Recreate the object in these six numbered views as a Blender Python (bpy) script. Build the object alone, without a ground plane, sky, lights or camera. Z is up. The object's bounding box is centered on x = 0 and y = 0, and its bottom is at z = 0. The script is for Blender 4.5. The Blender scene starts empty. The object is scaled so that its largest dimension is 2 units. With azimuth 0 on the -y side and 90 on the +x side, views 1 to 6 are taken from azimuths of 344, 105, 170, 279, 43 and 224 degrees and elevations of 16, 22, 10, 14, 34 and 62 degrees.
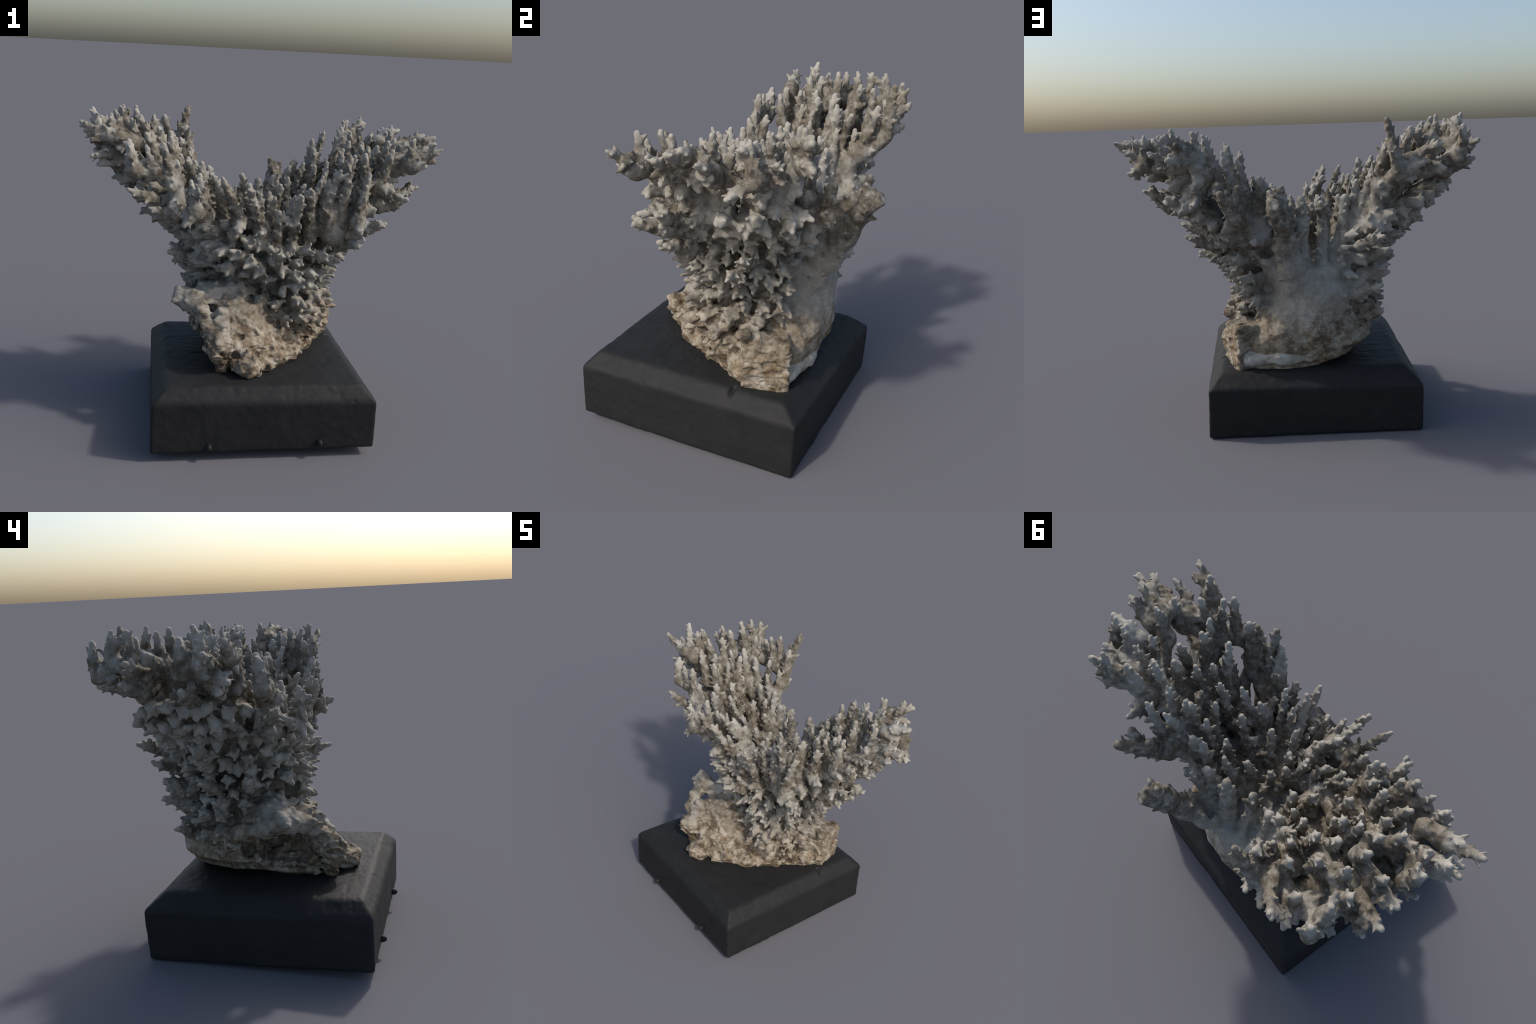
# A dried staghorn-type coral with two spreading wings, grown on a lump of reef rock
# and glued to a black painted wooden plinth.
# The coral is one fused body, so it is described as a signed distance field (ribs, branchlets,
# stubs, nubs, rock courses), meshed once as one smooth surface and then separated by region.
import bpy, math, random
import numpy as np
from mathutils import Vector

RNG = random.Random(7)
NPR = np.random.default_rng(11)
VOXEL = 0.0055
AXIS = np.array([0.04, 0.10])            # the axis the colony grows around


def v3(*p):
    return np.array(p, float)


def unit(a):
    a = np.asarray(a, float)
    return a / (np.linalg.norm(a) + 1e-12)


# ------------------------------------------------------------------ noise
TABLE = NPR.random((32, 32, 32)).astype(np.float32)


def value_noise(p):
    i = np.floor(p).astype(np.int64)
    t = (p - i).astype(np.float32)
    t = t * t * (3 - 2 * t)
    i0, i1 = i & 31, (i + 1) & 31
    x0, y0, z0 = i0.T
    x1, y1, z1 = i1.T
    tx, ty, tz = t.T
    a = TABLE[x0, y0, z0] * (1 - tx) + TABLE[x1, y0, z0] * tx
    b = TABLE[x0, y1, z0] * (1 - tx) + TABLE[x1, y1, z0] * tx
    c = TABLE[x0, y0, z1] * (1 - tx) + TABLE[x1, y0, z1] * tx
    d = TABLE[x0, y1, z1] * (1 - tx) + TABLE[x1, y1, z1] * tx
    return ((a * (1 - ty) + b * ty) * (1 - tz) + (c * (1 - ty) + d * ty) * tz) * 2 - 1


def fractal(p, scale, octaves=3):
    out, amp, f = 0, 1.0, scale
    for k in range(octaves):
        out = out + amp * value_noise(p * f + 17.3 * k)
        amp *= 0.5
        f *= 2.03
    return out


# ------------------------------------------------------------------ signed distance field
class Field:
    FAR = 0.07

    def __init__(self, low, high, h):
        self.low, self.h = np.array(low, float), h
        self.n = np.ceil((np.array(high) - self.low) / h).astype(int) + 1
        self.f = np.full(self.n, self.FAR, np.float32)
        self.raw = np.full(self.n, self.FAR, np.float32)
        self.label = np.zeros(self.n, np.int16)

    def window(self, low, high):
        a = np.clip(np.floor((np.asarray(low) - self.low) / self.h).astype(int), 0, self.n - 1)
        b = np.clip(np.ceil((np.asarray(high) - self.low) / self.h).astype(int) + 1, 1, self.n)
        s = tuple(slice(i, j) for i, j in zip(a, b))
        ax = [(self.low[k] + self.h * np.arange(a[k], b[k])).astype(np.float32) for k in range(3)]
        return s, ax[0][:, None, None], ax[1][None, :, None], ax[2][None, None, :]

    def join(self, s, d, label, k):
        f = self.f[s]
        m = np.minimum(f, d)
        if k > 0:
            q = np.maximum(k - np.abs(f - d), 0)
            m = m - q * q / (4 * k)
        self.f[s] = m
        near = d < self.raw[s]
        self.raw[s] = np.where(near, d, self.raw[s])
        self.label[s] = np.where(near, label, self.label[s])

    def cone(self, a, b, ra, rb, label, k=0.02, flat=None):
        """A tapered capsule from a to b, joined with a fillet of width k."""
        a, b = np.asarray(a, float), np.asarray(b, float)
        pad = max(ra, rb) + k + 0.012
        s, x, y, z = self.window(np.minimum(a, b) - pad, np.maximum(a, b) + pad)
        u = b - a
        L = max(float(u @ u), 1e-9)
        t = np.clip(((x - a[0]) * u[0] + (y - a[1]) * u[1] + (z - a[2]) * u[2]) / L, 0, 1)
        d = np.sqrt((x - a[0] - u[0] * t) ** 2 + (y - a[1] - u[1] * t) ** 2 + (z - a[2] - u[2] * t) ** 2) - (ra + (rb - ra) * t)
        if flat is not None:                       # a broken, flat end
            n = unit(u)
            d = np.maximum(d, (x - b[0]) * n[0] + (y - b[1]) * n[1] + (z - b[2]) * n[2])
        self.join(s, d.astype(np.float32), label, k)

    def blob(self, c, r, label, k=0.03, turn=0.0):
        c, r = np.asarray(c, float), np.asarray(r, float)
        pad = r.max() + k + 0.012
        s, x, y, z = self.window(c - pad, c + pad)
        x, y, z = x - c[0], y - c[1], z - c[2]
        x, y = x * math.cos(turn) + y * math.sin(turn), -x * math.sin(turn) + y * math.cos(turn)
        q = np.sqrt((x / r[0]) ** 2 + (y / r[1]) ** 2 + (z / r[2]) ** 2)
        g = np.sqrt((x / r[0] ** 2) ** 2 + (y / r[1] ** 2) ** 2 + (z / r[2] ** 2) ** 2) + 1e-6
        self.join(s, (q * (q - 1) / g).astype(np.float32), label, k)

    def block(self, c, half, turn, label, k=0.02, soft=.03):
        """A squared lump with softened arrises."""
        c, half = np.asarray(c, float), np.asarray(half, float) - soft
        pad = half.max() * 1.5 + soft + k + .02
        s, x, y, z = self.window(c - pad, c + pad)
        x, y, z = x - c[0], y - c[1], z - c[2]
        x, y = x * math.cos(turn) + y * math.sin(turn), -x * math.sin(turn) + y * math.cos(turn)
        q = [np.abs(v) - h for v, h in zip((x, y, z), half)]
        d = np.sqrt(sum(np.maximum(v, 0) ** 2 for v in q)) + np.minimum(np.maximum(np.maximum(q[0], q[1]), q[2]), 0) - soft
        self.join(s, d.astype(np.float32), label, k)

    def carve(self, a, b, ra, rb, k=0.02):
        a, b = np.asarray(a, float), np.asarray(b, float)
        pad = max(ra, rb) + k + 0.02
        s, x, y, z = self.window(np.minimum(a, b) - pad, np.maximum(a, b) + pad)
        u = b - a
        t = np.clip(((x - a[0]) * u[0] + (y - a[1]) * u[1] + (z - a[2]) * u[2]) / max(float(u @ u), 1e-9), 0, 1)
        d = (ra + (rb - ra) * t) - np.sqrt((x - a[0] - u[0] * t) ** 2 + (y - a[1] - u[1] * t) ** 2 + (z - a[2] - u[2] * t) ** 2)
        f = self.f[s]
        q = np.maximum(k - np.abs(f - d), 0)
        self.f[s] = np.maximum(f, d) + q * q / (4 * k)
        self.raw[s] = np.maximum(self.raw[s], d)

    def column(self, courses, centre, label, k=0.03, limit=None):
        """A lump lofted through horizontal cross-sections: {height: radii every 22.5 degrees}."""
        zs = sorted(courses)
        rad = np.array([courses[q] for q in zs], float)
        m = rad.shape[1]
        r = rad.max() + k + 0.03
        s, x, y, z = self.window((centre[0] - r, centre[1] - r, zs[0] - 0.05), (centre[0] + r, centre[1] + r, zs[-1] + 0.08))
        dx, dy = (x - centre[0]), (y - centre[1])
        rho = np.sqrt(dx * dx + dy * dy)[:, :, 0]
        ang = (np.arctan2(dy, dx)[:, :, 0] / (2 * math.pi) * m) % m
        i = np.floor(ang).astype(int)
        t = ang - i
        cols = [(1 - t) ** 3 / 6, (3 * t ** 3 - 6 * t ** 2 + 4) / 6, (-3 * t ** 3 + 3 * t ** 2 + 3 * t + 1) / 6, t ** 3 / 6]
        ring = sum(c[None] * rad[:, (i + o) % m] for c, o in zip(cols, (-1, 0, 1, 2)))     # heights, x, y
        zz = z[0, 0]
        d = np.empty(np.broadcast_shapes(x.shape, y.shape, z.shape), np.float32)
        for q, h in enumerate(zz):
            j = int(np.clip(np.searchsorted(zs, h) - 1, 0, len(zs) - 2))
            w = np.clip((h - zs[j]) / (zs[j + 1] - zs[j]), 0, 1)
            w = w * w * (3 - 2 * w)
            side = (rho - (ring[j] * (1 - w) + ring[j + 1] * w)) * 0.85
            d[:, :, q] = np.maximum(side, max(zs[0] - h, h - zs[-1]))
        self.join(s, d, label, k)

    def ripple(self, fn, band=0.03):
        """Displace the surface by fn(points, labels)."""
        idx = np.nonzero(np.abs(self.f) < band)
        p = (np.stack(idx, -1) * self.h + self.low).astype(np.float32)
        self.f[idx] += fn(p, self.label[idx]).astype(np.float32)

    def surface(self):
        """Naive surface nets: vertices, quads, label of each quad."""
        f, n = self.f, self.n
        f = f.copy()
        f[[0, -1]] = f[:, [0, -1]] = f[:, :, [0, -1]] = self.FAR
        inside = f < 0
        c = [slice(None, -1), slice(1, None)]
        count = np.zeros(n - 1, np.int8)
        for a in (0, 1):
            for b in (0, 1):
                for e in (0, 1):
                    count += inside[c[a], c[b], c[e]]
        cell = (count > 0) & (count < 8)
        ids = np.full(n - 1, -1, np.int64)
        ci = np.stack(np.nonzero(cell), -1)
        ids[cell] = np.arange(len(ci))
        corner = {(a, b, e): f[ci[:, 0] + a, ci[:, 1] + b, ci[:, 2] + e] for a in (0, 1) for b in (0, 1) for e in (0, 1)}
        acc, num = np.zeros((len(ci), 3)), np.zeros(len(ci))
        for k0 in corner:
            for ax in range(3):
                if k0[ax]:
                    continue
                k1 = tuple(1 if q == ax else k0[q] for q in range(3))
                f0, f1 = corner[k0], corner[k1]
                cut = (f0 < 0) != (f1 < 0)
                t = np.where(cut, f0 / np.where(cut, f0 - f1, 1), 0)
                pt = np.tile(np.array(k0, float), (len(ci), 1))
                pt[:, ax] += t
                acc += pt * cut[:, None]
                num += cut
        verts = (ci + acc / num[:, None]) * self.h + self.low
        quads, labels = [], []
        for ax in range(3):
            lo = tuple(slice(None, -1) if q == ax else slice(1, -1) for q in range(3))
            hi = tuple(slice(1, None) if q == ax else slice(1, -1) for q in range(3))
            change = inside[lo] != inside[hi]
            e = np.stack(np.nonzero(change), -1)
            outward = inside[lo][tuple(e.T)]
            base = e + np.array([0 if q == ax else 1 for q in range(3)])
            u, w = [(1, 2), (2, 0), (0, 1)][ax]
            du, dw = np.eye(3, dtype=int)[u], np.eye(3, dtype=int)[w]
            q = np.stack([ids[tuple((base - du - dw).T)], ids[tuple((base - dw).T)], ids[tuple(base.T)], ids[tuple((base - du).T)]], -1)
            q = np.where(outward[:, None], q, q[:, ::-1])
            quads.append(q)
            b2 = base.copy()
            b2[:, ax] += ~outward
            labels.append(self.label[tuple(b2.T)])
        return verts, np.concatenate(quads), np.concatenate(labels)

    def gradient(self, p):
        i = np.clip(np.round((p - self.low) / self.h).astype(int), 2, self.n - 3)
        g = np.stack([self.f[tuple((i + 2 * e).T)] - self.f[tuple((i - 2 * e).T)] for e in np.eye(3, dtype=int)], -1)
        return g / (np.linalg.norm(g, axis=1, keepdims=True) + 1e-9)


# ------------------------------------------------------------------ materials
def nodes_of(name):
    m = bpy.data.materials.new(name)
    m.use_nodes = True
    t = m.node_tree
    b = t.nodes["Principled BSDF"]
    return m, t, b


def link(t, a, b):
    t.links.new(a, b)


def noise_node(t, co, scale, detail=4, rough=0.6):
    n = t.nodes.new("ShaderNodeTexNoise")
    n.inputs["Scale"].default_value = scale
    n.inputs["Detail"].default_value = detail
    n.inputs["Roughness"].default_value = rough
    link(t, co, n.inputs["Vector"])
    return n.outputs["Fac"]


def ramp_node(t, fac, stops):
    r = t.nodes.new("ShaderNodeValToRGB")
    while len(r.color_ramp.elements) < len(stops):
        r.color_ramp.elements.new(0.5)
    for e, (p, c) in zip(r.color_ramp.elements, stops):
        e.position = p
        e.color = (*c, 1) if not isinstance(c, (int, float)) else (c, c, c, 1)
    link(t, fac, r.inputs["Fac"])
    return r.outputs["Color"]


def mix_node(t, fac, a, b, kind="MIX"):
    n = t.nodes.new("ShaderNodeMix")
    n.data_type = "RGBA"
    n.blend_type = kind
    for sock, val in ((n.inputs[0], fac), (n.inputs[6], a), (n.inputs[7], b)):
        if hasattr(val, "is_linked"):
            link(t, val, sock)
        elif isinstance(val, (int, float)):
            sock.default_value = val
        else:
            sock.default_value = (*val, 1)
    return n.outputs[2]


def math_node(t, op, a, b=None, clamp=False):
    n = t.nodes.new("ShaderNodeMath")
    n.operation = op
    n.use_clamp = clamp
    for sock, val in ((n.inputs[0], a), (n.inputs[1], b)):
        if val is None:
            continue
        if hasattr(val, "is_linked"):
            link(t, val, sock)
        else:
            sock.default_value = val
    return n.outputs[0]


def coral_material():
    m, t, b = nodes_of("bleached_coral")
    co = t.nodes.new("ShaderNodeTexCoord").outputs["Object"]
    sep = t.nodes.new("ShaderNodeSeparateXYZ")
    link(t, co, sep.inputs[0])
    big = noise_node(t, co, 5.5, 4, 0.6)
    mid = noise_node(t, co, 26, 5, 0.65)
    fine = noise_node(t, co, 120, 3, 0.7)
    skeleton = ramp_node(t, mid, [(0.33, (0.068, 0.056, 0.040)), (0.45, (0.125, 0.109, 0.083)), (0.55, (0.198, 0.179, 0.145)), (0.67, (0.365, 0.340, 0.291))])  # whole ramp darkened part-way towards the scan's baked shade between branches
    tan = ramp_node(t, big, [(0.42, 0.0), (0.68, 1.0)])
    col = mix_node(t, math_node(t, "MULTIPLY", tan, 0.40), skeleton, (0.200, 0.160, 0.112))
    # bleached patches, and the scoured back of the trunk
    patch = ramp_node(t, noise_node(t, co, 4.2, 5, 0.62), [(0.50, 0.0), (0.62, 1.0)])
    back = t.nodes.new("ShaderNodeVectorMath")
    back.operation = "DISTANCE"
    link(t, co, back.inputs[0])
    back.inputs[1].default_value = (-.02, .42, .80)
    scour = t.nodes.new("ShaderNodeMapRange")
    scour.interpolation_type = "SMOOTHSTEP"
    scour.inputs[1].default_value, scour.inputs[2].default_value = 0.42, 0.16
    link(t, back.outputs["Value"], scour.inputs[0])
    col = mix_node(t, math_node(t, "MULTIPLY", math_node(t, "MAXIMUM", patch, scour.outputs[0]), 0.62), col, (0.39, 0.373, 0.33))
    # the growing tip of each shoot is bleached paler than the older skeleton behind it
    at = t.nodes.new("ShaderNodeAttribute")
    at.attribute_type = "OBJECT"
    at.attribute_name = '["growing_tip"]'
    gap = t.nodes.new("ShaderNodeVectorMath")
    gap.operation = "DISTANCE"
    link(t, co, gap.inputs[0])
    link(t, at.outputs["Vector"], gap.inputs[1])
    pale = t.nodes.new("ShaderNodeMapRange")
    pale.interpolation_type = "SMOOTHSTEP"
    pale.inputs[1].default_value, pale.inputs[2].default_value = 0.085, 0.008
    link(t, math_node(t, "ADD", gap.outputs["Value"], math_node(t, "MULTIPLY", math_node(t, "SUBTRACT", mid, 0.5), 0.16)), pale.inputs[0])
    col = mix_node(t, math_node(t, "MULTIPLY", pale.outputs[0], 0.56), col, (0.465, 0.438, 0.382))
    # the lower part carries the ochre crust of the reef rock
    h = math_node(t, "ADD", sep.outputs[2], math_node(t, "MULTIPLY", math_node(t, "SUBTRACT", big, 0.5), 0.5))
    low = t.nodes.new("ShaderNodeMapRange")
    low.interpolation_type = "SMOOTHSTEP"
    low.inputs[1].default_value, low.inputs[2].default_value = 0.80, 0.46
    link(t, h, low.inputs[0])
    crust = ramp_node(t, noise_node(t, co, 17, 6, 0.7), [(0.34, (0.060, 0.043, 0.028)), (0.43, (0.150, 0.112, 0.072)), (0.51, (0.262, 0.217, 0.158)), (0.60, (0.342, 0.306, 0.245)), (0.69, (0.45, 0.415, 0.350))])
    stain = ramp_node(t, noise_node(t, co, 7.5, 4, 0.6), [(0.50, 0.0), (0.62, 1.0)])
    crust = mix_node(t, math_node(t, "MULTIPLY", stain, 0.32), crust, (0.24, 0.165, 0.092))
    dark = ramp_node(t, noise_node(t, co, 11, 5, 0.65), [(0.38, 1.0), (0.47, 0.0)])
    crust = mix_node(t, math_node(t, "MULTIPLY", dark, 0.75), crust, (0.075, 0.052, 0.034))
    col = mix_node(t, low.outputs[0], col, crust)
    pores = ramp_node(t, noise_node(t, co, 85, 2, 0.5), [(0.30, 0.55), (0.40, 1.0)])
    col = mix_node(t, 0.6, col, pores, "MULTIPLY")
    link(t, col, b.inputs["Base Color"])
    b.inputs["Roughness"].default_value = 0.8
    b.inputs["Specular IOR Level"].default_value = 0.25
    bump = t.nodes.new("ShaderNodeBump")
    bump.inputs["Strength"].default_value = 0.6
    bump.inputs["Distance"].default_value = 0.006
    link(t, math_node(t, "ADD", math_node(t, "MULTIPLY", mid, 1.0), math_node(t, "MULTIPLY", fine, 0.35)), bump.inputs["Height"])
    link(t, bump.outputs[0], b.inputs["Normal"])
    return m


def slab_material(name, light=1.0):
    m, t, b = nodes_of(name)
    co = t.nodes.new("ShaderNodeTexCoord").outputs["Object"]
    col = ramp_node(t, noise_node(t, co, 14, 5, 0.6), [(p, tuple(light * q for q in c)) for p, c in ((0.34, (0.20, 0.165, 0.115)), (0.45, (0.32, 0.30, 0.25)), (0.62, (0.40, 0.39, 0.355)))])
    link(t, col, b.inputs["Base Color"])
    b.inputs["Roughness"].default_value = 0.75
    return m


def paint_material():
    m, t, b = nodes_of("black_paint")
    co = t.nodes.new("ShaderNodeTexCoord").outputs["Object"]
    wear = noise_node(t, co, 9, 5, 0.6)
    col = ramp_node(t, wear, [(0.3, (0.0125, 0.0125, 0.0128)), (0.7, (0.0175, 0.0173, 0.017))])
    speck = ramp_node(t, noise_node(t, co, 70, 1, 0.4), [(0.80, 0.0), (0.86, 1.0)])
    col = mix_node(t, math_node(t, "MULTIPLY", speck, 0.25), col, (0.12, 0.11, 0.10))
    link(t, col, b.inputs["Base Color"])
    b.inputs["Roughness"].default_value = 0.65
    b.inputs["Specular IOR Level"].default_value = 0.25
    bump = t.nodes.new("ShaderNodeBump")
    bump.inputs["Strength"].default_value = 0.3
    bump.inputs["Distance"].default_value = 0.004
    link(t, math_node(t, "ADD", noise_node(t, co, 60, 4, 0.6), noise_node(t, co, 22, 3, 0.6)), bump.inputs["Height"])
    link(t, bump.outputs[0], b.inputs["Normal"])
    return m


CORAL, SLAB, WORN, PAINT = coral_material(), slab_material("limestone_cut_face"), slab_material("worn_skeleton", 1.1), paint_material()

# ------------------------------------------------------------------ parts and their labels
PARTS = []          # label -> (name, parent label or None, material)


def part(name, parent=None, material=CORAL):
    PARTS.append((name, parent, material))
    return len(PARTS) - 1


ROCK = part("reef_rock")
LIP = part("rock_lip", ROCK, SLAB)
TRUNK = part("coral_trunk")

field = Field((-1.03, -0.56, 0.30), (1.03, 0.80, 1.70), VOXEL)

# ------------------------------------------------------------------ reef rock: cross-sections every 22.5 degrees from +x
ROCK_COURSES = {
    0.330: [.40, .43, .39, .29, .28, .23, .13, .10, .10, .14, .38, .54, .42, .34, .29, .27],
    0.400: [.41, .44, .40, .32, .31, .34, .31, .29, .29, .32, .46, .57, .43, .33, .28, .30],
    0.480: [.36, .42, .41, .35, .34, .38, .40, .38, .38, .41, .53, .51, .36, .28, .25, .28],
    0.560: [.31, .31, .38, .38, .37, .39, .40, .36, .38, .45, .53, .43, .26, .21, .20, .24],
    0.640: [.28, .26, .35, .36, .37, .37, .33, .29, .35, .48, .51, .38, .20, .17, .19, .22],
    0.720: [.25, .23, .28, .32, .33, .32, .28, .25, .32, .46, .45, .34, .17, .15, .18, .21],
    0.760: [.22, .22, .24, .29, .30, .30, .28, .25, .30, .42, .40, .30, .15, .14, .18, .21],
}
field.column(ROCK_COURSES, (0.0, 0.08), ROCK, k=0.03)
field.blob((-0.182, -0.430, 0.415), (0.064, 0.056, 0.060), ROCK, k=0.012)          # the rounded pebble at the front
for b, r in (((-.500, -.140, .715), .036), ((-.480, -.130, .775), .026), ((-.520, -.100, .670), .022)):
    field.cone((-0.40, -0.17, 0.68), b, 0.065, r, ROCK, k=0.025)     # horn over the hollow
field.block((.295, .190, .455), (.140, .112, .125), math.radians(16), ROCK, k=.012, soft=.012)      # squared block at the corner
for a, b, r in (((.20, .02, .39), (.42, .10, .42), .035), ((.08, -.22, .38), (.27, -.07, .39), .035), ((-.10, -.33, .40), (.12, -.24, .41), .05),
                ((-.34, -.38, .50), (-.30, -.30, .66), .05)):
    field.cone(a, b, r, r * .8, ROCK, k=.03)                                           # ledges and ridges
field.carve((-0.52, -0.02, 0.50), (-0.34, -0.10, 0.54), 0.10, 0.10, k=0.02)            # hollow on the shaded side
field.carve((-0.54, -0.20, 0.52), (-0.36, -0.18, 0.56), 0.10, 0.085, k=0.015)
field.carve((-0.56, -0.24, 0.42), (-0.40, -0.22, 0.43), 0.05, 0.04, k=0.015)
field.carve((-0.50, -0.24, 0.655), (-0.34, -0.22, 0.650), 0.045, 0.035, k=0.015)
field.cone((.34, .15, .56), (.43, .115, .615), .05, .022, ROCK, k=.02)
field.carve((.42, .07, .40), (.34, .07, .62), .022, .03, k=.012)                        # cleft beside the block
field.carve((.27, -.04, .52), (.40, -.02, .53), .06, .07, k=.03)                        # recess above the foot
field.carve((.02, -.34, .60), (.22, -.30, .60), .06, .05, k=.03)
# the pale sawn lip along the back foot
for a, b in (((0.34, 0.300, 0.400), (0.19, 0.360, 0.405)), ((0.19, 0.360, 0.405), (0.01, 0.345, 0.425)), ((0.01, 0.345, 0.425), (-0.17, 0.260, 0.465))):
    field.cone(a, b, 0.046, 0.046, LIP, k=0.010)
    field.carve(np.add(a, (0, .03, -.052)), np.add(b, (0, .03, -.052)), .012, .012, k=.01)

# ------------------------------------------------------------------ trunk
TRUNK_COURSES = {     # the fused core
    0.62: [.19, .18, .21, .28, .34, .34, .30, .26, .24, .22, .20, .18, .15, .15, .18, .20],
    0.74: [.20, .20, .24, .31, .37, .37, .33, .26, .22, .19, .18, .18, .16, .16, .18, .20],
    0.87: [.22, .24, .28, .31, .32, .32, .28, .28, .24, .21, .20, .21, .19, .20, .22, .24],
    0.93: [.25, .26, .25, .15, .09, .11, .24, .29, .27, .24, .22, .23, .20, .22, .25, .27],
    1.02: [.30, .30, .24, .10, .05, .06, .24, .33, .31, .28, .24, .23, .19, .22, .29, .31],
    1.12: [.38, .39, .29, .18, .10, .10, .33, .42, .39, .33, .25, .20, .12, .18, .30, .38],
    1.22: [.54, .55, .34, .15, .06, .06, .50, .60, .51, .42, .22, .14, .06, .12, .30, .48],
    1.32: [.66, .66, .44, .10, .02, .02, .58, .69, .61, .47, .16, .06, .02, .05, .30, .55],
    1.42: [.73, .72, .50, .08, .02, .02, .60, .74, .66, .48, .10, .04, .02, .04, .30, .58],
}
OUTER_COURSES = {     # where the side branches end, before their crowns
    0.48: [.33, .20, .10, .10, .10, .10, .10, .10, .10, .10, .10, .10, .10, .24, .29, .32],
    0.60: [.36, .30, .20, .20, .20, .20, .39, .41, .41, .26, .26, .24, .28, .33, .37, .39],
    0.76: [.32, .36, .38, .33, .28, .28, .40, .39, .37, .30, .28, .25, .24, .33, .37, .37],
    0.90: [.40, .40, .40, .36, .22, .26, .43, .42, .38, .33, .36, .37, .29, .37, .44, .45],
    1.00: [.46, .47, .42, .34, .20, .26, .49, .48, .44, .42, .40, .31, .24, .33, .48, .51],
    1.08: [.51, .54, .46, .32, .20, .25, .54, .55, .52, .44, .39, .27, .20, .25, .47, .53],
    1.16: [.60, .62, .50, .32, .18, .22, .60, .64, .60, .52, .38, .25, .16, .23, .50, .60],
    1.24: [.70, .74, .55, .30, .12, .15, .69, .76, .69, .56, .40, .20, .10, .18, .48, .66],
    1.32: [.77, .79, .63, .24, .05, .06, .73, .82, .75, .60, .32, .14, .05, .10, .44, .67],
    1.42: [.82, .80, .66, .10, .02, .02, .70, .82, .76, .57, .10, .05, .02, .05, .42, .68],
}


def valley(x, y):
    """Height of the ground between the branchlets on the upper side of the two wings."""
    return .895 + .56 * np.sqrt((x - .05) ** 2 + .012) + .10 * np.clip(np.abs(y - .1) - .2, 0, 1)


def below_valley(fd, drop):
    w, x, y, zz = fd.window((-2, -2, .80), (2, 2, 2))
    d = ((zz - valley(x, y) + drop) * .75).astype(np.float32)
    fd.f[w] = np.maximum(fd.f[w], d)
    fd.raw[w] = np.maximum(fd.raw[w], d)


core = Field(field.low, field.low + (field.n - 1) * VOXEL, VOXEL)
core.column(TRUNK_COURSES, (0.0, 0.10), TRUNK, k=0)
below_valley(core, .035)
field.join((slice(None),) * 3, core.f, TRUNK, .05)
envelope = Field((-1.03, -0.56, 0.30), (1.03, 0.80, 1.60), .012)
envelope.column(OUTER_COURSES, (0.0, 0.10), TRUNK, k=0)
below_valley(envelope, .0)
field.carve((-.30, -.20, .775), (.06, -.24, .765), .055, .045, k=.025)
field.carve((-.14, -.34, .77), (-.08, -.06, .70), .06, .06, k=.03)                      # deep hollow between rock and coral
field.carve((-0.50, -0.24, 0.835), (-0.10, -0.20, 0.815), 0.055, 0.045, k=0.02)
field.carve((-0.50, -0.10, 0.84), (-0.20, -0.08, 0.82), 0.05, 0.04, k=0.02)             # dark gap above the rock
field.carve((-0.46, 0.05, 0.79), (-0.26, 0.02, 0.79), 0.05, 0.03, k=0.03)
# ------------------------------------------------------------------ branchlets: tip positions, grouped by where they grow
WING_LEFT = [
    (-.499, .509, 1.610), (-.835, .124, 1.650), (-.398, -.113, 1.435), (-.334, -.294, 1.389), (-.798, .320, 1.649),
    (-.213, -.223, 1.391), (-.928, .133, 1.676), (-.679, .396, 1.667), (-.571, .437, 1.617), (-.576, .201, 1.574), (-.537, .013, 1.545),
    (-.357, .275, 1.380), (-.880, .205, 1.624), (-.674, .209, 1.631), (-.689, .295, 1.657), (-.439, .083, 1.422), (-.733, .536, 1.660),
    (-.197, -.307, 1.354), (-.727, .632, 1.614), (-.754, .466, 1.659), (-.730, .133, 1.623), (-.322, -.152, 1.341), (-.601, -.120, 1.529),
    (-.115, -.245, 1.294), (-.627, .103, 1.557), (-.202, .173, 1.253), (-.418, .425, 1.495), (-.381, .355, 1.426),
    (-.370, .007, 1.380), (-.528, -.119, 1.440), (-.449, .201, 1.428), (-.264, .330, 1.338), (-.474, .334, 1.521), (-.506, .228, 1.548),
    (-.477, -.240, 1.361), (-.769, .100, 1.541), (-.360, .560, 1.545), (-.350, .450, 1.430), (-.417, -.151, 1.380),
    (-.686, -.120, 1.520), (-.315, -.014, 1.350), (-.190, -.132, 1.340), (-.229, -.012, 1.300), (-.458, -.032, 1.448), (-.670, .012, 1.562),
    (-.767, -.090, 1.540), (-.532, .142, 1.500), (-.557, .305, 1.561), (-.293, .151, 1.330), (-.272, .247, 1.310), (-.600, .560, 1.540),
]
RIM_LEFT = [
    (-1.00, -.006, 1.612), (-.905, -.005, 1.590), (-.975, .092, 1.560), (-.940, .113, 1.520), (-.890, .348, 1.560), (-.900, .440, 1.530),
    (-.860, .480, 1.440), (-.760, .600, 1.490), (-.900, .208, 1.410), (-.593, .700, 1.527), (-.510, .680, 1.440),
]
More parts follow.
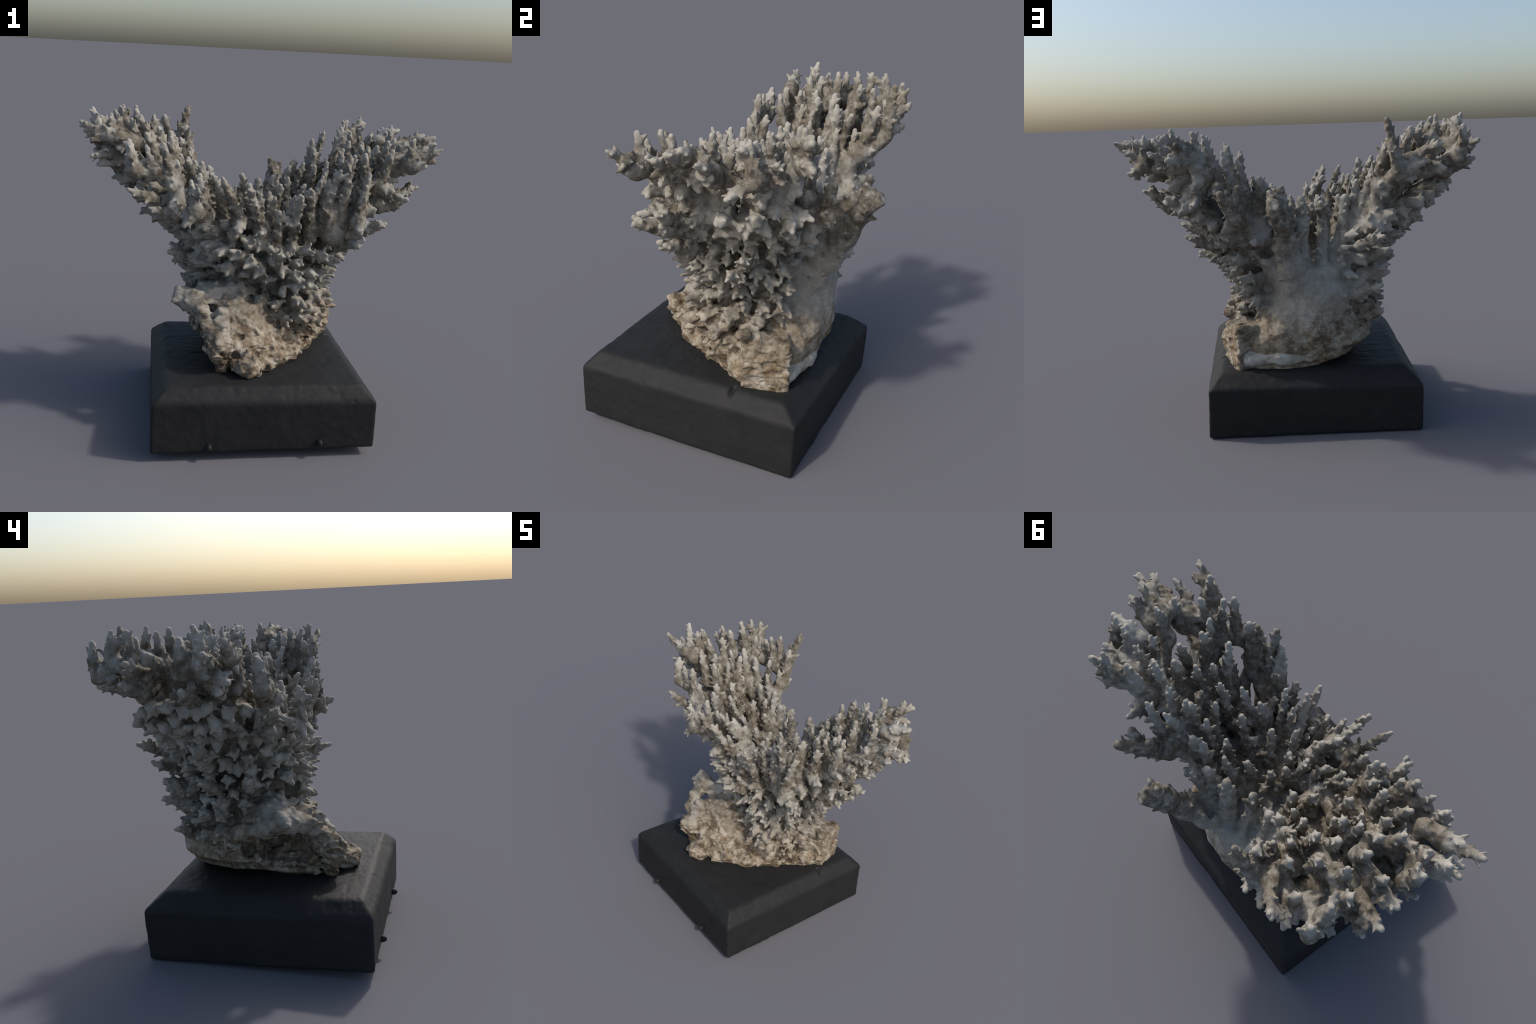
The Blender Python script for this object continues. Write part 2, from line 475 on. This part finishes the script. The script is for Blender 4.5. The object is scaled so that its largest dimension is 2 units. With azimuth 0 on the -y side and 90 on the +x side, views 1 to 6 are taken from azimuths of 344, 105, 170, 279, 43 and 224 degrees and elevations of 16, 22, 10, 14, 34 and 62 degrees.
WING_RIGHT = [
    (.595, .392, 1.615), (.741, -.205, 1.584), (.684, -.094, 1.565), (.757, .095, 1.600), (.470, -.071, 1.469),
    (.429, .319, 1.565), (.592, -.072, 1.527), (.574, -.001, 1.508), (.829, .261, 1.606), (.537, .192, 1.514), (.673, .196, 1.574),
    (.540, .298, 1.602), (.608, -.173, 1.563), (.475, .127, 1.478), (.470, -.195, 1.498), (.701, .431, 1.632), (.283, .246, 1.378),
    (.346, .295, 1.513), (.588, .123, 1.519), (.321, .152, 1.376), (.244, -.039, 1.261), (.446, .054, 1.449), (.313, -.260, 1.420),
    (.780, .274, 1.595), (.227, .324, 1.344), (.258, .347, 1.382), (.785, -.022, 1.540), (.613, -.234, 1.520), (.367, .086, 1.412),
    (.320, .001, 1.345), (.380, .391, 1.480), (.242, .077, 1.280), (.453, .419, 1.520), (.575, .272, 1.563), (.355, .265, 1.456),
    (.480, -.260, 1.400), (.660, .300, 1.600),
]
RIM_RIGHT = [
    (.994, .010, 1.564), (.891, -.266, 1.532), (.969, -.045, 1.534), (.937, .044, 1.571), (.950, .105, 1.530), (.880, .250, 1.580),
    (.750, .470, 1.590), (.890, -.110, 1.520), (.820, .360, 1.520),
]
BOWL = [
    (.141, .279, 1.265), (.144, .378, 1.275), (.096, -.298, 1.290), (-.033, .155, 1.196),
    (.083, .031, 1.290), (.167, .074, 1.159), (.190, -.164, 1.304), (.112, -.224, 1.280), (.114, -.135, 1.260),
    (.024, -.061, 1.240), (.186, .220, 1.300), (-.025, .027, 1.200), (.069, .203, 1.215), (-.068, .094, 1.200), (-.123, -.083, 1.290),
    (-.124, .007, 1.240), (.176, .444, 1.290), (-.010, -.250, 1.200),
]
SPIKES = [          # tall leaning branchlets: foot and tip
    ((-.405, .600, 1.400), (-.331, .631, 1.644)), ((.345, -.190, 1.100), (.355, -.262, 1.488)), ((.285, -.190, 1.100), (.265, -.225, 1.349)), ((.200, -.150, 1.020), (.176, -.220, 1.295)), ((.430, -.170, 1.180), (.470, -.250, 1.420)),
]
OUTER_STUBS = [     # short horizontal stubs that break the outline under the wings
    (-.775, -.169, 1.299), (-.667, -.139, 1.199), (-.570, -.208, 1.217), (-.619, .660, 1.400), (.909, .202, 1.400),
    (.846, -.091, 1.290), (.730, -.221, 1.247), (.561, -.323, 1.139), (.601, .452, 1.255), (.640, -.150, 1.090), (.790, -.100, 1.227),
    (.478, -.253, 1.034), (-.011, -.352, .985), (-.484, .247, .904), (-.940, .000, 1.440), (-.905, .050, 1.390), (-.815, .220, 1.290),
    (-.730, .240, 1.222), (-.650, .240, 1.110), (-.550, .250, 1.030), (-.540, .000, .930), (-.445, .200, .794), (.640, .180, 1.060), (.560, .100, .960),
    (-.350, .473, .792), (-.400, .439, .852), (-.386, .450, .900), (-.377, .400, .640), (-.382, .507, .990), (-.325, .590, 1.068),
]


def outward(p):
    return unit([p[0] - AXIS[0], p[1] - AXIS[1], 0])


nodes, owner, parent_of = [], [], []
ring = 12
for i in range(ring):                                   # where ribs leave the trunk
    a = 2 * math.pi * i / ring
    nodes.append(v3(AXIS[0] + .20 * math.cos(a), AXIS[1] + .15 * math.sin(a), .93))
    parent_of.append(-1)
shoots = []
for group, kind in ((WING_LEFT, "up"), (RIM_LEFT, "rim"), (WING_RIGHT, "up"), (RIM_RIGHT, "rim"), (BOWL, "bowl")):
    for p in group:
        p = np.array(p)
        o = outward(p)
        if kind == "rim":
            d, L = unit(o * .9 + v3(0, 0, .42)), RNG.uniform(.15, .2)
        elif kind == "up":
            lean = .5 if p[1] < -.1 and abs(p[0]) < .35 else .2
            d = unit(o * lean + v3(RNG.uniform(-.2, .2), RNG.uniform(-.2, .2), 1))
            L = min(max((p[2] - valley(p[0], p[1]) + .01) / d[2], .14), .33 - .185 * min(max((math.hypot(*(p[:2] - AXIS)) - .48) / .28, 0), 1))
        else:
            d = unit(o * (.5 if p[1] < -.1 else .15) + v3(RNG.uniform(-.1, .1), RNG.uniform(-.1, .1), 1))
            L = min(max((p[2] - valley(p[0], p[1]) + .01) / d[2], .15), .34)
        shoots.append((p, p - d * L, d, L, kind))

# every foot is tied to the nearest foot nearer the trunk: this makes the ribs
order = sorted(range(len(shoots)), key=lambda i: np.linalg.norm((shoots[i][1] - v3(*AXIS, .95)) * (1, 1.25, 1)))
foot_node = {}
for i in order:
    f = shoots[i][1]
    best, cost = 0, 9
    for j, q in enumerate(nodes):
        gap = f - q
        D = np.linalg.norm(gap)
        toward = gap @ unit(f - v3(*AXIS, .8)) / (D + 1e-9)
        c = D * (1.5 - .5 * toward) + (.04 if j < ring else 0)
        if c < cost:
            best, cost = j, c
    foot_node[i] = len(nodes)
    nodes.append(f)
    parent_of.append(best)
weight = [1] * len(nodes)
for j in range(len(nodes) - 1, ring - 1, -1):
    weight[parent_of[j]] += weight[j]


def root_child(j):
    while parent_of[j] >= ring:
        j = parent_of[j]
    return j


branch_label = {}
for j in range(ring, len(nodes)):
    r = root_child(j)
    if r not in branch_label:
        branch_label[r] = part("branch")
    size = lambda w: min(.018 + .0085 * math.sqrt(w), .050)
    a, b = nodes[parent_of[j]], nodes[j]
    mid = (a + b) / 2 + v3(0, 0, -.02)
    ra, rb = size(weight[j]) * 1.05, size(weight[j])
    field.cone(a, mid, ra, rb, branch_label[r], k=.02)
    field.cone(mid, b, rb, rb * .92, branch_label[r], k=.02)


def nubs(a, b, ra, rb, label, step=.024, size=1.0, start=.1):
    """Small upturned cups in a spiral around a shoot."""
    d = unit(b - a)
    L = np.linalg.norm(b - a)
    u = unit(np.cross(d, (0.3, 0.8, 0.52)))
    w = np.cross(d, u)
    n = max(2, int(L / step * 1.9))
    ph = RNG.uniform(0, 6.28)
    for i in range(n):
        t = start + (0.95 - start) * (i + RNG.uniform(-.35, .35)) / n
        t = min(max(t, 0), 1)
        ph += 2.4 + RNG.uniform(-.6, .6)
        side = u * math.cos(ph) + w * math.sin(ph)
        r = ra + (rb - ra) * t
        c = a + d * L * t
        grow = RNG.uniform(.7, 1.25) * size
        reach = RNG.uniform(.007, .015) * grow * (1.7 if RNG.random() < .15 else 1)
        field.cone(c + side * r * .5 - d * .006, c + side * (r + reach) + d * reach * 1.1, .0118 * grow, .0042 * grow, label, k=.010)


def shoot(a, b, ra, rb, label, bend=.012, forks=0, k=.03):
    m = (a + b) / 2 + v3(RNG.uniform(-1, 1), RNG.uniform(-1, 1), RNG.uniform(-.4, .4)) * bend
    rm = ra * .55 + rb * .45
    field.cone(a, m, ra, rm, label, k=k)
    field.cone(m, b, rm, rb, label, k=.012)
    nubs(a, m, ra, rm, label, start=.25)
    nubs(m, b, rm, rb, label, start=0)
    for _ in range(forks):
        d = unit(b - a)
        side = unit(np.cross(d, unit(NPR.normal(size=3))))
        t = RNG.uniform(.25, .6)
        c = a + (b - a) * t
        L = np.linalg.norm(b - a) * RNG.uniform(.3, .5)
        e = c + (d * .75 + side * .75) * L
        field.cone(c, e, rm * .85, rb * .95, label, k=.015)
        nubs(c, e, rm * .85, rb, label, start=.3)


BRANCHLET_TIP = {}
for i, (tip, foot, d, L, kind) in enumerate(shoots):
    br = branch_label[root_child(foot_node[i])]
    lab = part("branchlet", br)
    thick = RNG.uniform(.8, 1.3)
    forks = RNG.choice((0, 0, 1)) if kind != "rim" else RNG.choice((0, 1, 2))
    BRANCHLET_TIP[lab] = tip
    shoot(foot - d * .02, tip - d * .012, .029 * thick, .0112 * thick, lab, forks=forks)

# ------------------------------------------------------------------ heavy old branches and broken stumps
old = part("branch")
arm = [v3(.08, .34, .80), v3(.115, .43, .92), v3(.16, .51, 1.05), v3(.195, .57, 1.17), v3(.218, .625, 1.235)]
for a, b, ra, rb in zip(arm, arm[1:], (.090, .072, .057, .049), (.072, .057, .049, .046)):
    field.cone(a, b, ra, rb, old, k=.03)
    nubs(a, b, ra * .92, rb * .92, old, size=2.0, step=.032)
field.cone((.218, .625, 1.235), (.240, .678, 1.265), .046, .032, old, k=.02, flat=True)
for b in ((.190, .610, 1.335), (.250, .600, 1.315)):
    shoot(v3(.215, .600, 1.235), v3(*b), .034, .013, old)
spur = part("branch")
shoot(v3(.38, .40, 1.16), v3(.485, .590, 1.315), .045, .022, spur, forks=2)
for a, b, ra, rb in (((.04, .355, .88), (.044, .350, 1.245), .046, .018), ((-.070, .340, .88), (-.075, .300, 1.215), .044, .020), ((-.155, .315, .86), (-.200, .320, 1.245), .050, .020),
                     ((-.24, .270, .88), (-.320, .350, 1.310), .060, .026)):
    fused = part("branchlet", old)
    shoot(v3(*a), v3(*b), ra, rb, fused, bend=.015, k=.014)                        # fused fingers of the back face
field.cone((-.10, .385, .850), (.02, .400, .855), .046, .046, TRUNK, k=.02)
for limb in ([(.15, .25, .84), (.28, .29, 1.06), (.42, .37, 1.27)], [(-.17, .27, .86), (-.31, .34, 1.10), (-.45, .43, 1.30)]):
    smooth_limb = part("branch")
    for a, b, ra, rb in zip(limb, limb[1:], (.066, .058), (.058, .042)):
        field.cone(a, b, ra, rb, smooth_limb, k=.03)
    nubs(v3(*limb[1]), v3(*limb[2]), .058, .042, smooth_limb, size=1.4, step=.035)                   # the ledge they rise from
for foot, tip in SPIKES:
    spike = part("branchlet", old)
    shoot(v3(*foot), v3(*tip), .036, .013, spike, bend=.01)
SCARS = ((v3(.325, -.185, 1.075), v3(.05, -.95, .25), .060),)
for c, d, r in SCARS:
    scar = part("broken_stump", old)
    BRANCHLET_TIP[scar] = c + unit(d) * r * .6
    field.blob(c, (r * 1.1, r * .7, r * 1.5), scar, k=.07)                                     # an old fused plate, worn smooth

# ------------------------------------------------------------------ stubs all over the undersides, set on the surface built so far
verts, quads, labels = envelope.surface()
normals = envelope.gradient(verts)
z = verts[:, 2]
rho = np.hypot((verts[:, 0] - AXIS[0]), (verts[:, 1] - AXIS[1]))
out_dir = np.stack([(verts[:, 0] - AXIS[0]) / rho, (verts[:, 1] - AXIS[1]) / rho, 0 * z], -1)
facing = (normals * out_dir).sum(1)
under = (normals[:, 2] < .35) & (facing > .15) & (z > .50) & (rho > .15) & ~((verts[:, 0] < -.28) & (verts[:, 1] < .04) & (z < .84))
under &= ~((verts[:, 1] > .26) & (verts[:, 0] > -.15) & (verts[:, 0] < .27) & (z < 1.20))          # the back of the trunk is bare
under &= ~((verts[:, 1] > .30) & (verts[:, 0] > .02) & (verts[:, 0] < .42))
pick = NPR.permutation(np.nonzero(under)[0])
chosen = []
grid = {}
for i in pick:
    p = verts[i]
    key = tuple(np.floor(p / .085).astype(int))
    if any(np.linalg.norm(p - verts[j]) < .074 for dx in (-1, 0, 1) for dy in (-1, 0, 1) for dz in (-1, 0, 1) for j in grid.get((key[0] + dx, key[1] + dy, key[2] + dz), ())):
        continue
    grid.setdefault(key, []).append(i)
    chosen.append(i)


def branch_at(p):
    i = tuple(np.clip(np.round((p - field.low) / VOXEL).astype(int), 0, field.n - 1))
    lab = int(field.label[i]) if field.raw[i] < field.FAR else TRUNK
    while PARTS[lab][1] is not None:
        lab = PARTS[lab][1]
    return lab if lab != ROCK else TRUNK


def reach_of(p):
    """Side branches are long on the flanks of the trunk and short under the wing tips and at the back."""
    r = math.hypot(p[0] - AXIS[0], p[1] - AXIS[1])
    return (1 - .5 * min(max((r - .35) / .35, 0), 1)) * (.6 if p[1] > .42 else 1)


TIP = {}


def stub(p, n, o, lab, L, r):
    """A short stout side branch, rooted in the core, ending in a crown of blunt cones."""
    lift = RNG.uniform(.0, .5) if p[2] > .95 else RNG.uniform(-.15, .35)
    d = unit(n * .45 + o * .75 + v3(RNG.uniform(-.25, .25), RNG.uniform(-.25, .25), lift))
    root = p - d * .10 - (o * .6 + v3(0, 0, .55 if p[2] > .98 else .15)) * .13
    knee = p - d * .085
    field.cone(root, knee, r * 1.5, r * 1.25, lab, k=.02)
    field.cone(knee, p, r * 1.25, r * .88, lab, k=.018)
    side = unit(np.cross(d, (.2, .1, 1)))
    w = np.cross(d, side)
    ph = RNG.uniform(0, 6.28)
    count = RNG.choice((2, 2, 3, 3, 4))
    TIP[lab] = p + d * L * .3
    for q in range(count):
        ph += 6.28 / count + RNG.uniform(-.5, .5)
        s = side * math.cos(ph) + w * math.sin(ph)
        e = p + d * L * RNG.uniform(.45, 1.0) + s * r * RNG.uniform(.6, 1.25)
        field.cone(p + s * r * .25 - d * .012, e, r * .74, r * .34, lab, k=.014)
    for q in range(RNG.choice((3, 4, 5))):
        ph += 1.9 + RNG.uniform(-.4, .4)
        s = side * math.cos(ph) + w * math.sin(ph)
        c = knee + (p - knee) * RNG.uniform(.1, .95)
        reach = RNG.uniform(.010, .030)
        field.cone(c, c + s * (r + reach) + d * reach * .9, .016, .0062, lab, k=.014)


for i in chosen:
    if any(np.linalg.norm(verts[i] - c) < r + .06 for c, d, r in SCARS):
        continue
    lab = part("stub", branch_at(verts[i] - out_dir[i] * .08))
    stub(verts[i], normals[i], out_dir[i], lab, RNG.uniform(.045, .080) * reach_of(verts[i]), RNG.uniform(.021, .031))
for j in range(ring, len(nodes)):                        # and along the undersides of the ribs that reach past the core
    q = nodes[j]
    i = tuple(np.clip(np.round((q - envelope.low) / envelope.h).astype(int), 0, envelope.n - 1))
    if envelope.f[i] < -.03 or np.hypot(*(q[:2] - AXIS)) > .80:
        continue
    for _ in range(1 if np.hypot(*(q[:2] - AXIS)) > .62 else 2):
        o = outward(q)
        sd = unit(o * RNG.uniform(.4, 1.) + v3(RNG.uniform(-.5, .5), RNG.uniform(-.5, .5), RNG.uniform(-.7, .1)))
        e = q + sd * .08
        if abs(e[0]) > .97 or e[1] > .49 + .385 * (e[2] - .85) or e[1] < -.36:
            continue
        r = RNG.uniform(.019, .026)
        lab = part("stub", branch_label[root_child(j)])
        e = q + sd * (.02 + RNG.uniform(.045, .075))
        TIP[lab] = e
        shoot(q - sd * .005, e, r * 1.15, r * .6, lab, bend=.004, forks=RNG.choice((0, 1, 1)))
for p in OUTER_STUBS:
    p = np.array(p)
    o = outward(p)
    lab = part("stub", branch_at(p - o * .12))
    a = p - (o * .85 + v3(0, 0, .35)) * .17
    near = min(nodes, key=lambda q: np.linalg.norm(q - p) + 3 * max(0, q[2] - p[2] - .02) + 2 * max(0, np.hypot(*(q[:2] - AXIS)) - np.hypot(*(p[:2] - AXIS)) + .04))
    if np.linalg.norm(near - p) < .26 and p[2] > 1.2:
        a = near
    TIP[lab] = p
    shoot(a, p, .032, .012, lab, forks=1)

for a, b, ra, rb in (((-.53, -.26, .828), (-.14, -.20, .800), .040, .034), ((-.36, -.19, .765), (.03, -.135, .755), .058, .052), ((-.48, -.14, .815), (-.10, -.075, .800), .060, .050),   # trough behind the rim
                     ((-.54, -.08, .585), (-.24, -.07, .57), .095, .085), ((-.50, .045, .535), (-.32, .05, .53), .05, .045), ((-.56, -.21, .53), (-.30, -.19, .53), .095, .080),   # cave
                     ((-.015, .385, .935), (-.015, .345, 1.14), .026, .032), ((-.115, .370, .925), (-.135, .335, 1.14), .026, .032), ((.090, .43, .98), (.100, .40, 1.16), .024, .032),
                     ((.31, .38, .985), (.21, .29, .97), .040, .030), ((.31, .34, .76), (.22, .26, .76), .036, .028),
                     ((-.32, .36, .93), (-.22, .27, .92), .040, .030), ((-.33, .34, .79), (-.23, .26, .79), .034, .028), ((-.33, .30, .67), (-.24, .24, .68), .034, .026)):
    field.carve(a, b, ra, rb, k=.012)
arch = [v3(-.34, .25, .600), v3(-.385, .09, .625), v3(-.41, -.06, .645), v3(-.435, -.168, .695), v3(-.41, -.25, .670), v3(-.38, -.32, .615), v3(-.362, -.352, .545), v3(-.345, -.360, .470), v3(-.310, -.360, .400)]
for a, b, ra, rb in zip(arch, arch[1:], (.034, .036, .042, .050, .036, .030, .030, .030), (.036, .042, .050, .036, .030, .030, .030, .032)):
    field.cone(a, b, ra, rb, ROCK, k=.016)                                                 # curled lip arching over the hollow
#                 # the gap stays open under the lowest stubs
verts, quads, labels = field.surface()
normals = field.gradient(verts)
z = verts[:, 2]
# knobs and pits on the rock
labels_at = np.zeros(len(verts), int)
labels_at[quads.ravel()] = np.repeat(labels, 4)
rocky = (z > .38) & (z < .78) & (labels_at == ROCK) & (normals[:, 2] > -.3) & ((verts[:, 1] < .05) | (verts[:, 0] > .2))
pick = NPR.permutation(np.nonzero(rocky)[0])[:4000]
kept = []
for i in pick:
    p = verts[i]
    if all(np.linalg.norm(p - verts[j]) > .030 + .05 * (.5 + .5 * math.sin(9 * p[0] + 7 * p[2] + 5 * p[1])) for j in kept):
        kept.append(i)
for i in kept:
    if verts[i][1] > .22 and verts[i][2] < .6:
        continue
    n = normals[i]
    d = unit(n + v3(RNG.uniform(-.4, .4), RNG.uniform(-.4, .4), RNG.uniform(-.1, .5)))
    if verts[i][0] > .20 and verts[i][1] > .08:
        continue                                             # the corner block is plain
    r = RNG.uniform(.010, .026)
    if RNG.random() < .35 and verts[i][2] < .62:
        c = verts[i] + n * RNG.uniform(.0, .008)
        field.carve(c, c + v3(RNG.uniform(-.02, .02), RNG.uniform(-.02, .02), RNG.uniform(-.02, .02)), r, r * .8, k=.012)
    else:
        field.cone(verts[i] - n * .014, verts[i] + d * RNG.uniform(.002, .016), r, r * .6, ROCK, k=.02)


# ------------------------------------------------------------------ surface relief
def relief(p, lab):
    rock = np.clip((.80 - p[:, 2]) / .2, 0, 1)
    calm = 1 - .65 * np.clip((p[:, 1] - .16) / .12, 0, 1) * np.clip((.42 - np.abs(p[:, 0])) / .1, 0, 1)
    rock = rock * calm
    fold = np.abs(fractal(p * (1, 1, 1.9) + 5, 13, 3))                     # ledges and folded seams in the rock
    bare = np.clip((p[:, 1] - .28) / .06, 0, 1) * np.clip((.30 - np.abs(p[:, 0] - .02)) / .1, 0, 1)
    return fractal(p, 30, 3) * .0034 * (1 - .5 * bare) + fractal(p, 8, 2) * .010 * bare + rock * (fractal(p, 9, 4) * .011 + np.clip(fold, 0, .6) * .022 - .008)


field.ripple(relief)

verts, quads, labels = field.surface()

# ------------------------------------------------------------------ plinth: a slightly skewed chamfered block
PLINTH_FOOT = [v3(-.711, -.566, .043), v3(.428, -.716, .045), v3(.583, .402, .002), v3(-.553, .558, .002)]
PLINTH_SHOULDER = [v3(-.709, -.568, .313), v3(.425, -.713, .305), v3(.579, .416, .274), v3(-.549, .570, .265)]
PLINTH_TOP = [v3(-.626, -.505, .378), v3(.360, -.640, .376), v3(.502, .366, .343), v3(-.482, .473, .337)]


def plane(a, b, c):
    n = unit(np.cross(b - a, c - a))
    return n, float(n @ a)


def build_plinth():
    fp = Field((-.76, -.76, -.04), (.64, .64, .42), .0065)
    s, x, y, zz = fp.window((-9, -9, -9), (9, 9, 9))
    faces = []
    for i in range(4):
        j = (i + 1) % 4
        faces.append(plane(PLINTH_FOOT[i], PLINTH_FOOT[j], PLINTH_SHOULDER[j]))
        faces.append(plane(PLINTH_SHOULDER[i], PLINTH_SHOULDER[j], PLINTH_TOP[j]))
    faces.append(plane(PLINTH_TOP[0], PLINTH_TOP[1], PLINTH_TOP[2]))
    faces.append(plane(PLINTH_FOOT[2], PLINTH_FOOT[1], PLINTH_FOOT[0]))
    d = None
    for n, c in faces:
        q = (x * n[0] + y * n[1] + zz * n[2] - c).astype(np.float32)
        if d is None:
            d = q
        else:
            k = .014
            m = np.maximum(k - np.abs(d - q), 0)
            d = np.maximum(d, q) + m * m / (4 * k)
    fp.f = np.minimum(d, fp.FAR).astype(np.float32)
    return fp


block = build_plinth()
# chips along the arrises and a split in the chamfer
for a, b, r in ((v3(-.625, -.505, .386), v3(-.61, -.47, .384), .012), (v3(.362, -.61, .388), v3(.382, -.44, .384), .010), (v3(.387, -.40, .383), v3(.402, -.30, .379), .007),
                (v3(.450, .090, .352), v3(.488, .080, .332), .015), (v3(.490, .078, .334), v3(.560, .072, .292), .005)):
    block.carve(a, b, r, r * .7, k=.006)
for a, b in ((v3(.352, -.632, .383), v3(.395, -.36, .374)), (v3(-.625, -.50, .384), v3(-.59, -.33, .376))):
    for _ in range(26):
        c = a + (b - a) * RNG.random() + v3(RNG.uniform(-.006, .006), 0, .002)
        block.carve(c, c + (b - a) * RNG.uniform(.03, .10), RNG.uniform(.003, .007), .004, k=.004)
for ring_points, dz in ((PLINTH_SHOULDER, .004), (PLINTH_TOP, .006)):
    for i in range(4):
        for _ in range(5):
            t = RNG.random()
            c = ring_points[i] * (1 - t) + ring_points[(i + 1) % 4] * t + v3(0, 0, dz)
            r = RNG.uniform(.003, .006)
            block.carve(c, c + v3(RNG.uniform(-.012, .012), RNG.uniform(-.012, .012), 0), r, r, k=.008)
block.ripple(lambda p, lab: fractal(p, 7, 2) * .0018 + np.clip((p[:, 2] - .31) / .03, 0, 1) * (np.abs(fractal(p * (1, 2.4, 1), 17, 3)) - .4) * .0022 + fractal(p, 30, 2) * .0012)


# ------------------------------------------------------------------ meshes
def add_mesh(name, V, F, material, parent, N=None):
    me = bpy.data.meshes.new(name)
    me.vertices.add(len(V))
    me.vertices.foreach_set("co", V.astype(np.float32).ravel())
    me.loops.add(F.size)
    me.loops.foreach_set("vertex_index", F.astype(np.int32).ravel())
    me.polygons.add(len(F))
    me.polygons.foreach_set("loop_start", np.arange(0, F.size, 4, dtype=np.int32))
    me.update(calc_edges=True)
    me.polygons.foreach_set("use_smooth", np.ones(len(F), bool))
    me.materials.append(material)
    ob = bpy.data.objects.new(name, me)
    bpy.context.collection.objects.link(ob)
    ob.parent = parent
    if N is not None:
        me.normals_split_custom_set_from_vertices(N.tolist())
    return ob


def vertex_normals(V, F):
    fn = np.cross(V[F[:, 2]] - V[F[:, 0]], V[F[:, 3]] - V[F[:, 1]])
    N = np.zeros_like(V)
    for c in range(4):
        for ax in range(3):
            N[:, ax] += np.bincount(F[:, c], fn[:, ax], len(V))
    return N / (np.linalg.norm(N, axis=1, keepdims=True) + 1e-12)


thing = bpy.data.objects.new("mounted_coral", None)
bpy.context.collection.objects.link(thing)
thing["label"] = "bleached branching coral with two wings on black plinth"
thing["category"] = "coral specimen"

pv, pf, _ = block.surface()
plinth = add_mesh("plinth", pv, pf, PAINT, thing)

# keep the one connected body: drop loose crumbs and sealed inner voids
root = np.arange(len(verts))
edges = np.concatenate([quads[:, [0, 1]], quads[:, [1, 2]], quads[:, [2, 3]]])
while True:
    low_root = np.minimum(root[edges[:, 0]], root[edges[:, 1]])
    before = root.copy()
    np.minimum.at(root, edges[:, 0], low_root)
    np.minimum.at(root, edges[:, 1], low_root)
    for _ in range(4):
        root = root[root]
    if (before == root).all():
        break
main = np.bincount(root).argmax()
keep = root[quads[:, 0]] == main
quads, labels = quads[keep], labels[keep]
print("loose quads dropped", int((~keep).sum()))

# the 300 largest stubs stay single objects; the smallest are gathered into one part
size_of = np.bincount(labels, minlength=len(PARTS))
stubs = sorted((l for l, p in enumerate(PARTS) if p[0] == "stub"), key=lambda l: -size_of[l])
GATHERED = part("small_stubs", TRUNK)
labels = np.where(np.isin(labels, stubs[300:]), GATHERED, labels)

N = vertex_normals(verts, quads)
made = {}
for lab, (name, parent, material) in enumerate(PARTS):
    mask = labels == lab
    if not mask.any():
        me = None
        ob = None
        if parent is None:
            ob = bpy.data.objects.new(name, None)
            bpy.context.collection.objects.link(ob)
            ob.parent = thing
        made[lab] = ob
        continue
    F = quads[mask]
    used, inv = np.unique(F.ravel(), return_inverse=True)
    top = made.get(parent) if parent is not None else thing
    made[lab] = add_mesh(name, verts[used], inv.reshape(F.shape), material, top or thing, N[used])
    tip = TIP.get(lab, BRANCHLET_TIP.get(lab))
    if tip is not None:
        made[lab]["growing_tip"] = [float(q) for q in tip]

made[GATHERED]["kind"] = "stuff"

# two small pegs in the front of the plinth
for c in (v3(-.423, -.597, .078), v3(.137, -.672, .088)):
    bpy.ops.mesh.primitive_uv_sphere_add(segments=20, ring_count=12, radius=.017, location=c + v3(0, -.012, 0))
    peg = bpy.context.object
    peg.name = peg.data.name = "peg"
    peg.scale = (.95, 1.35, 1.05)
    peg.data.materials.append(PAINT)
    peg.data.polygons.foreach_set("use_smooth", [True] * len(peg.data.polygons))
    peg.parent = plinth
print("parts", len(PARTS), "quads", len(quads), "stubs", len(chosen))
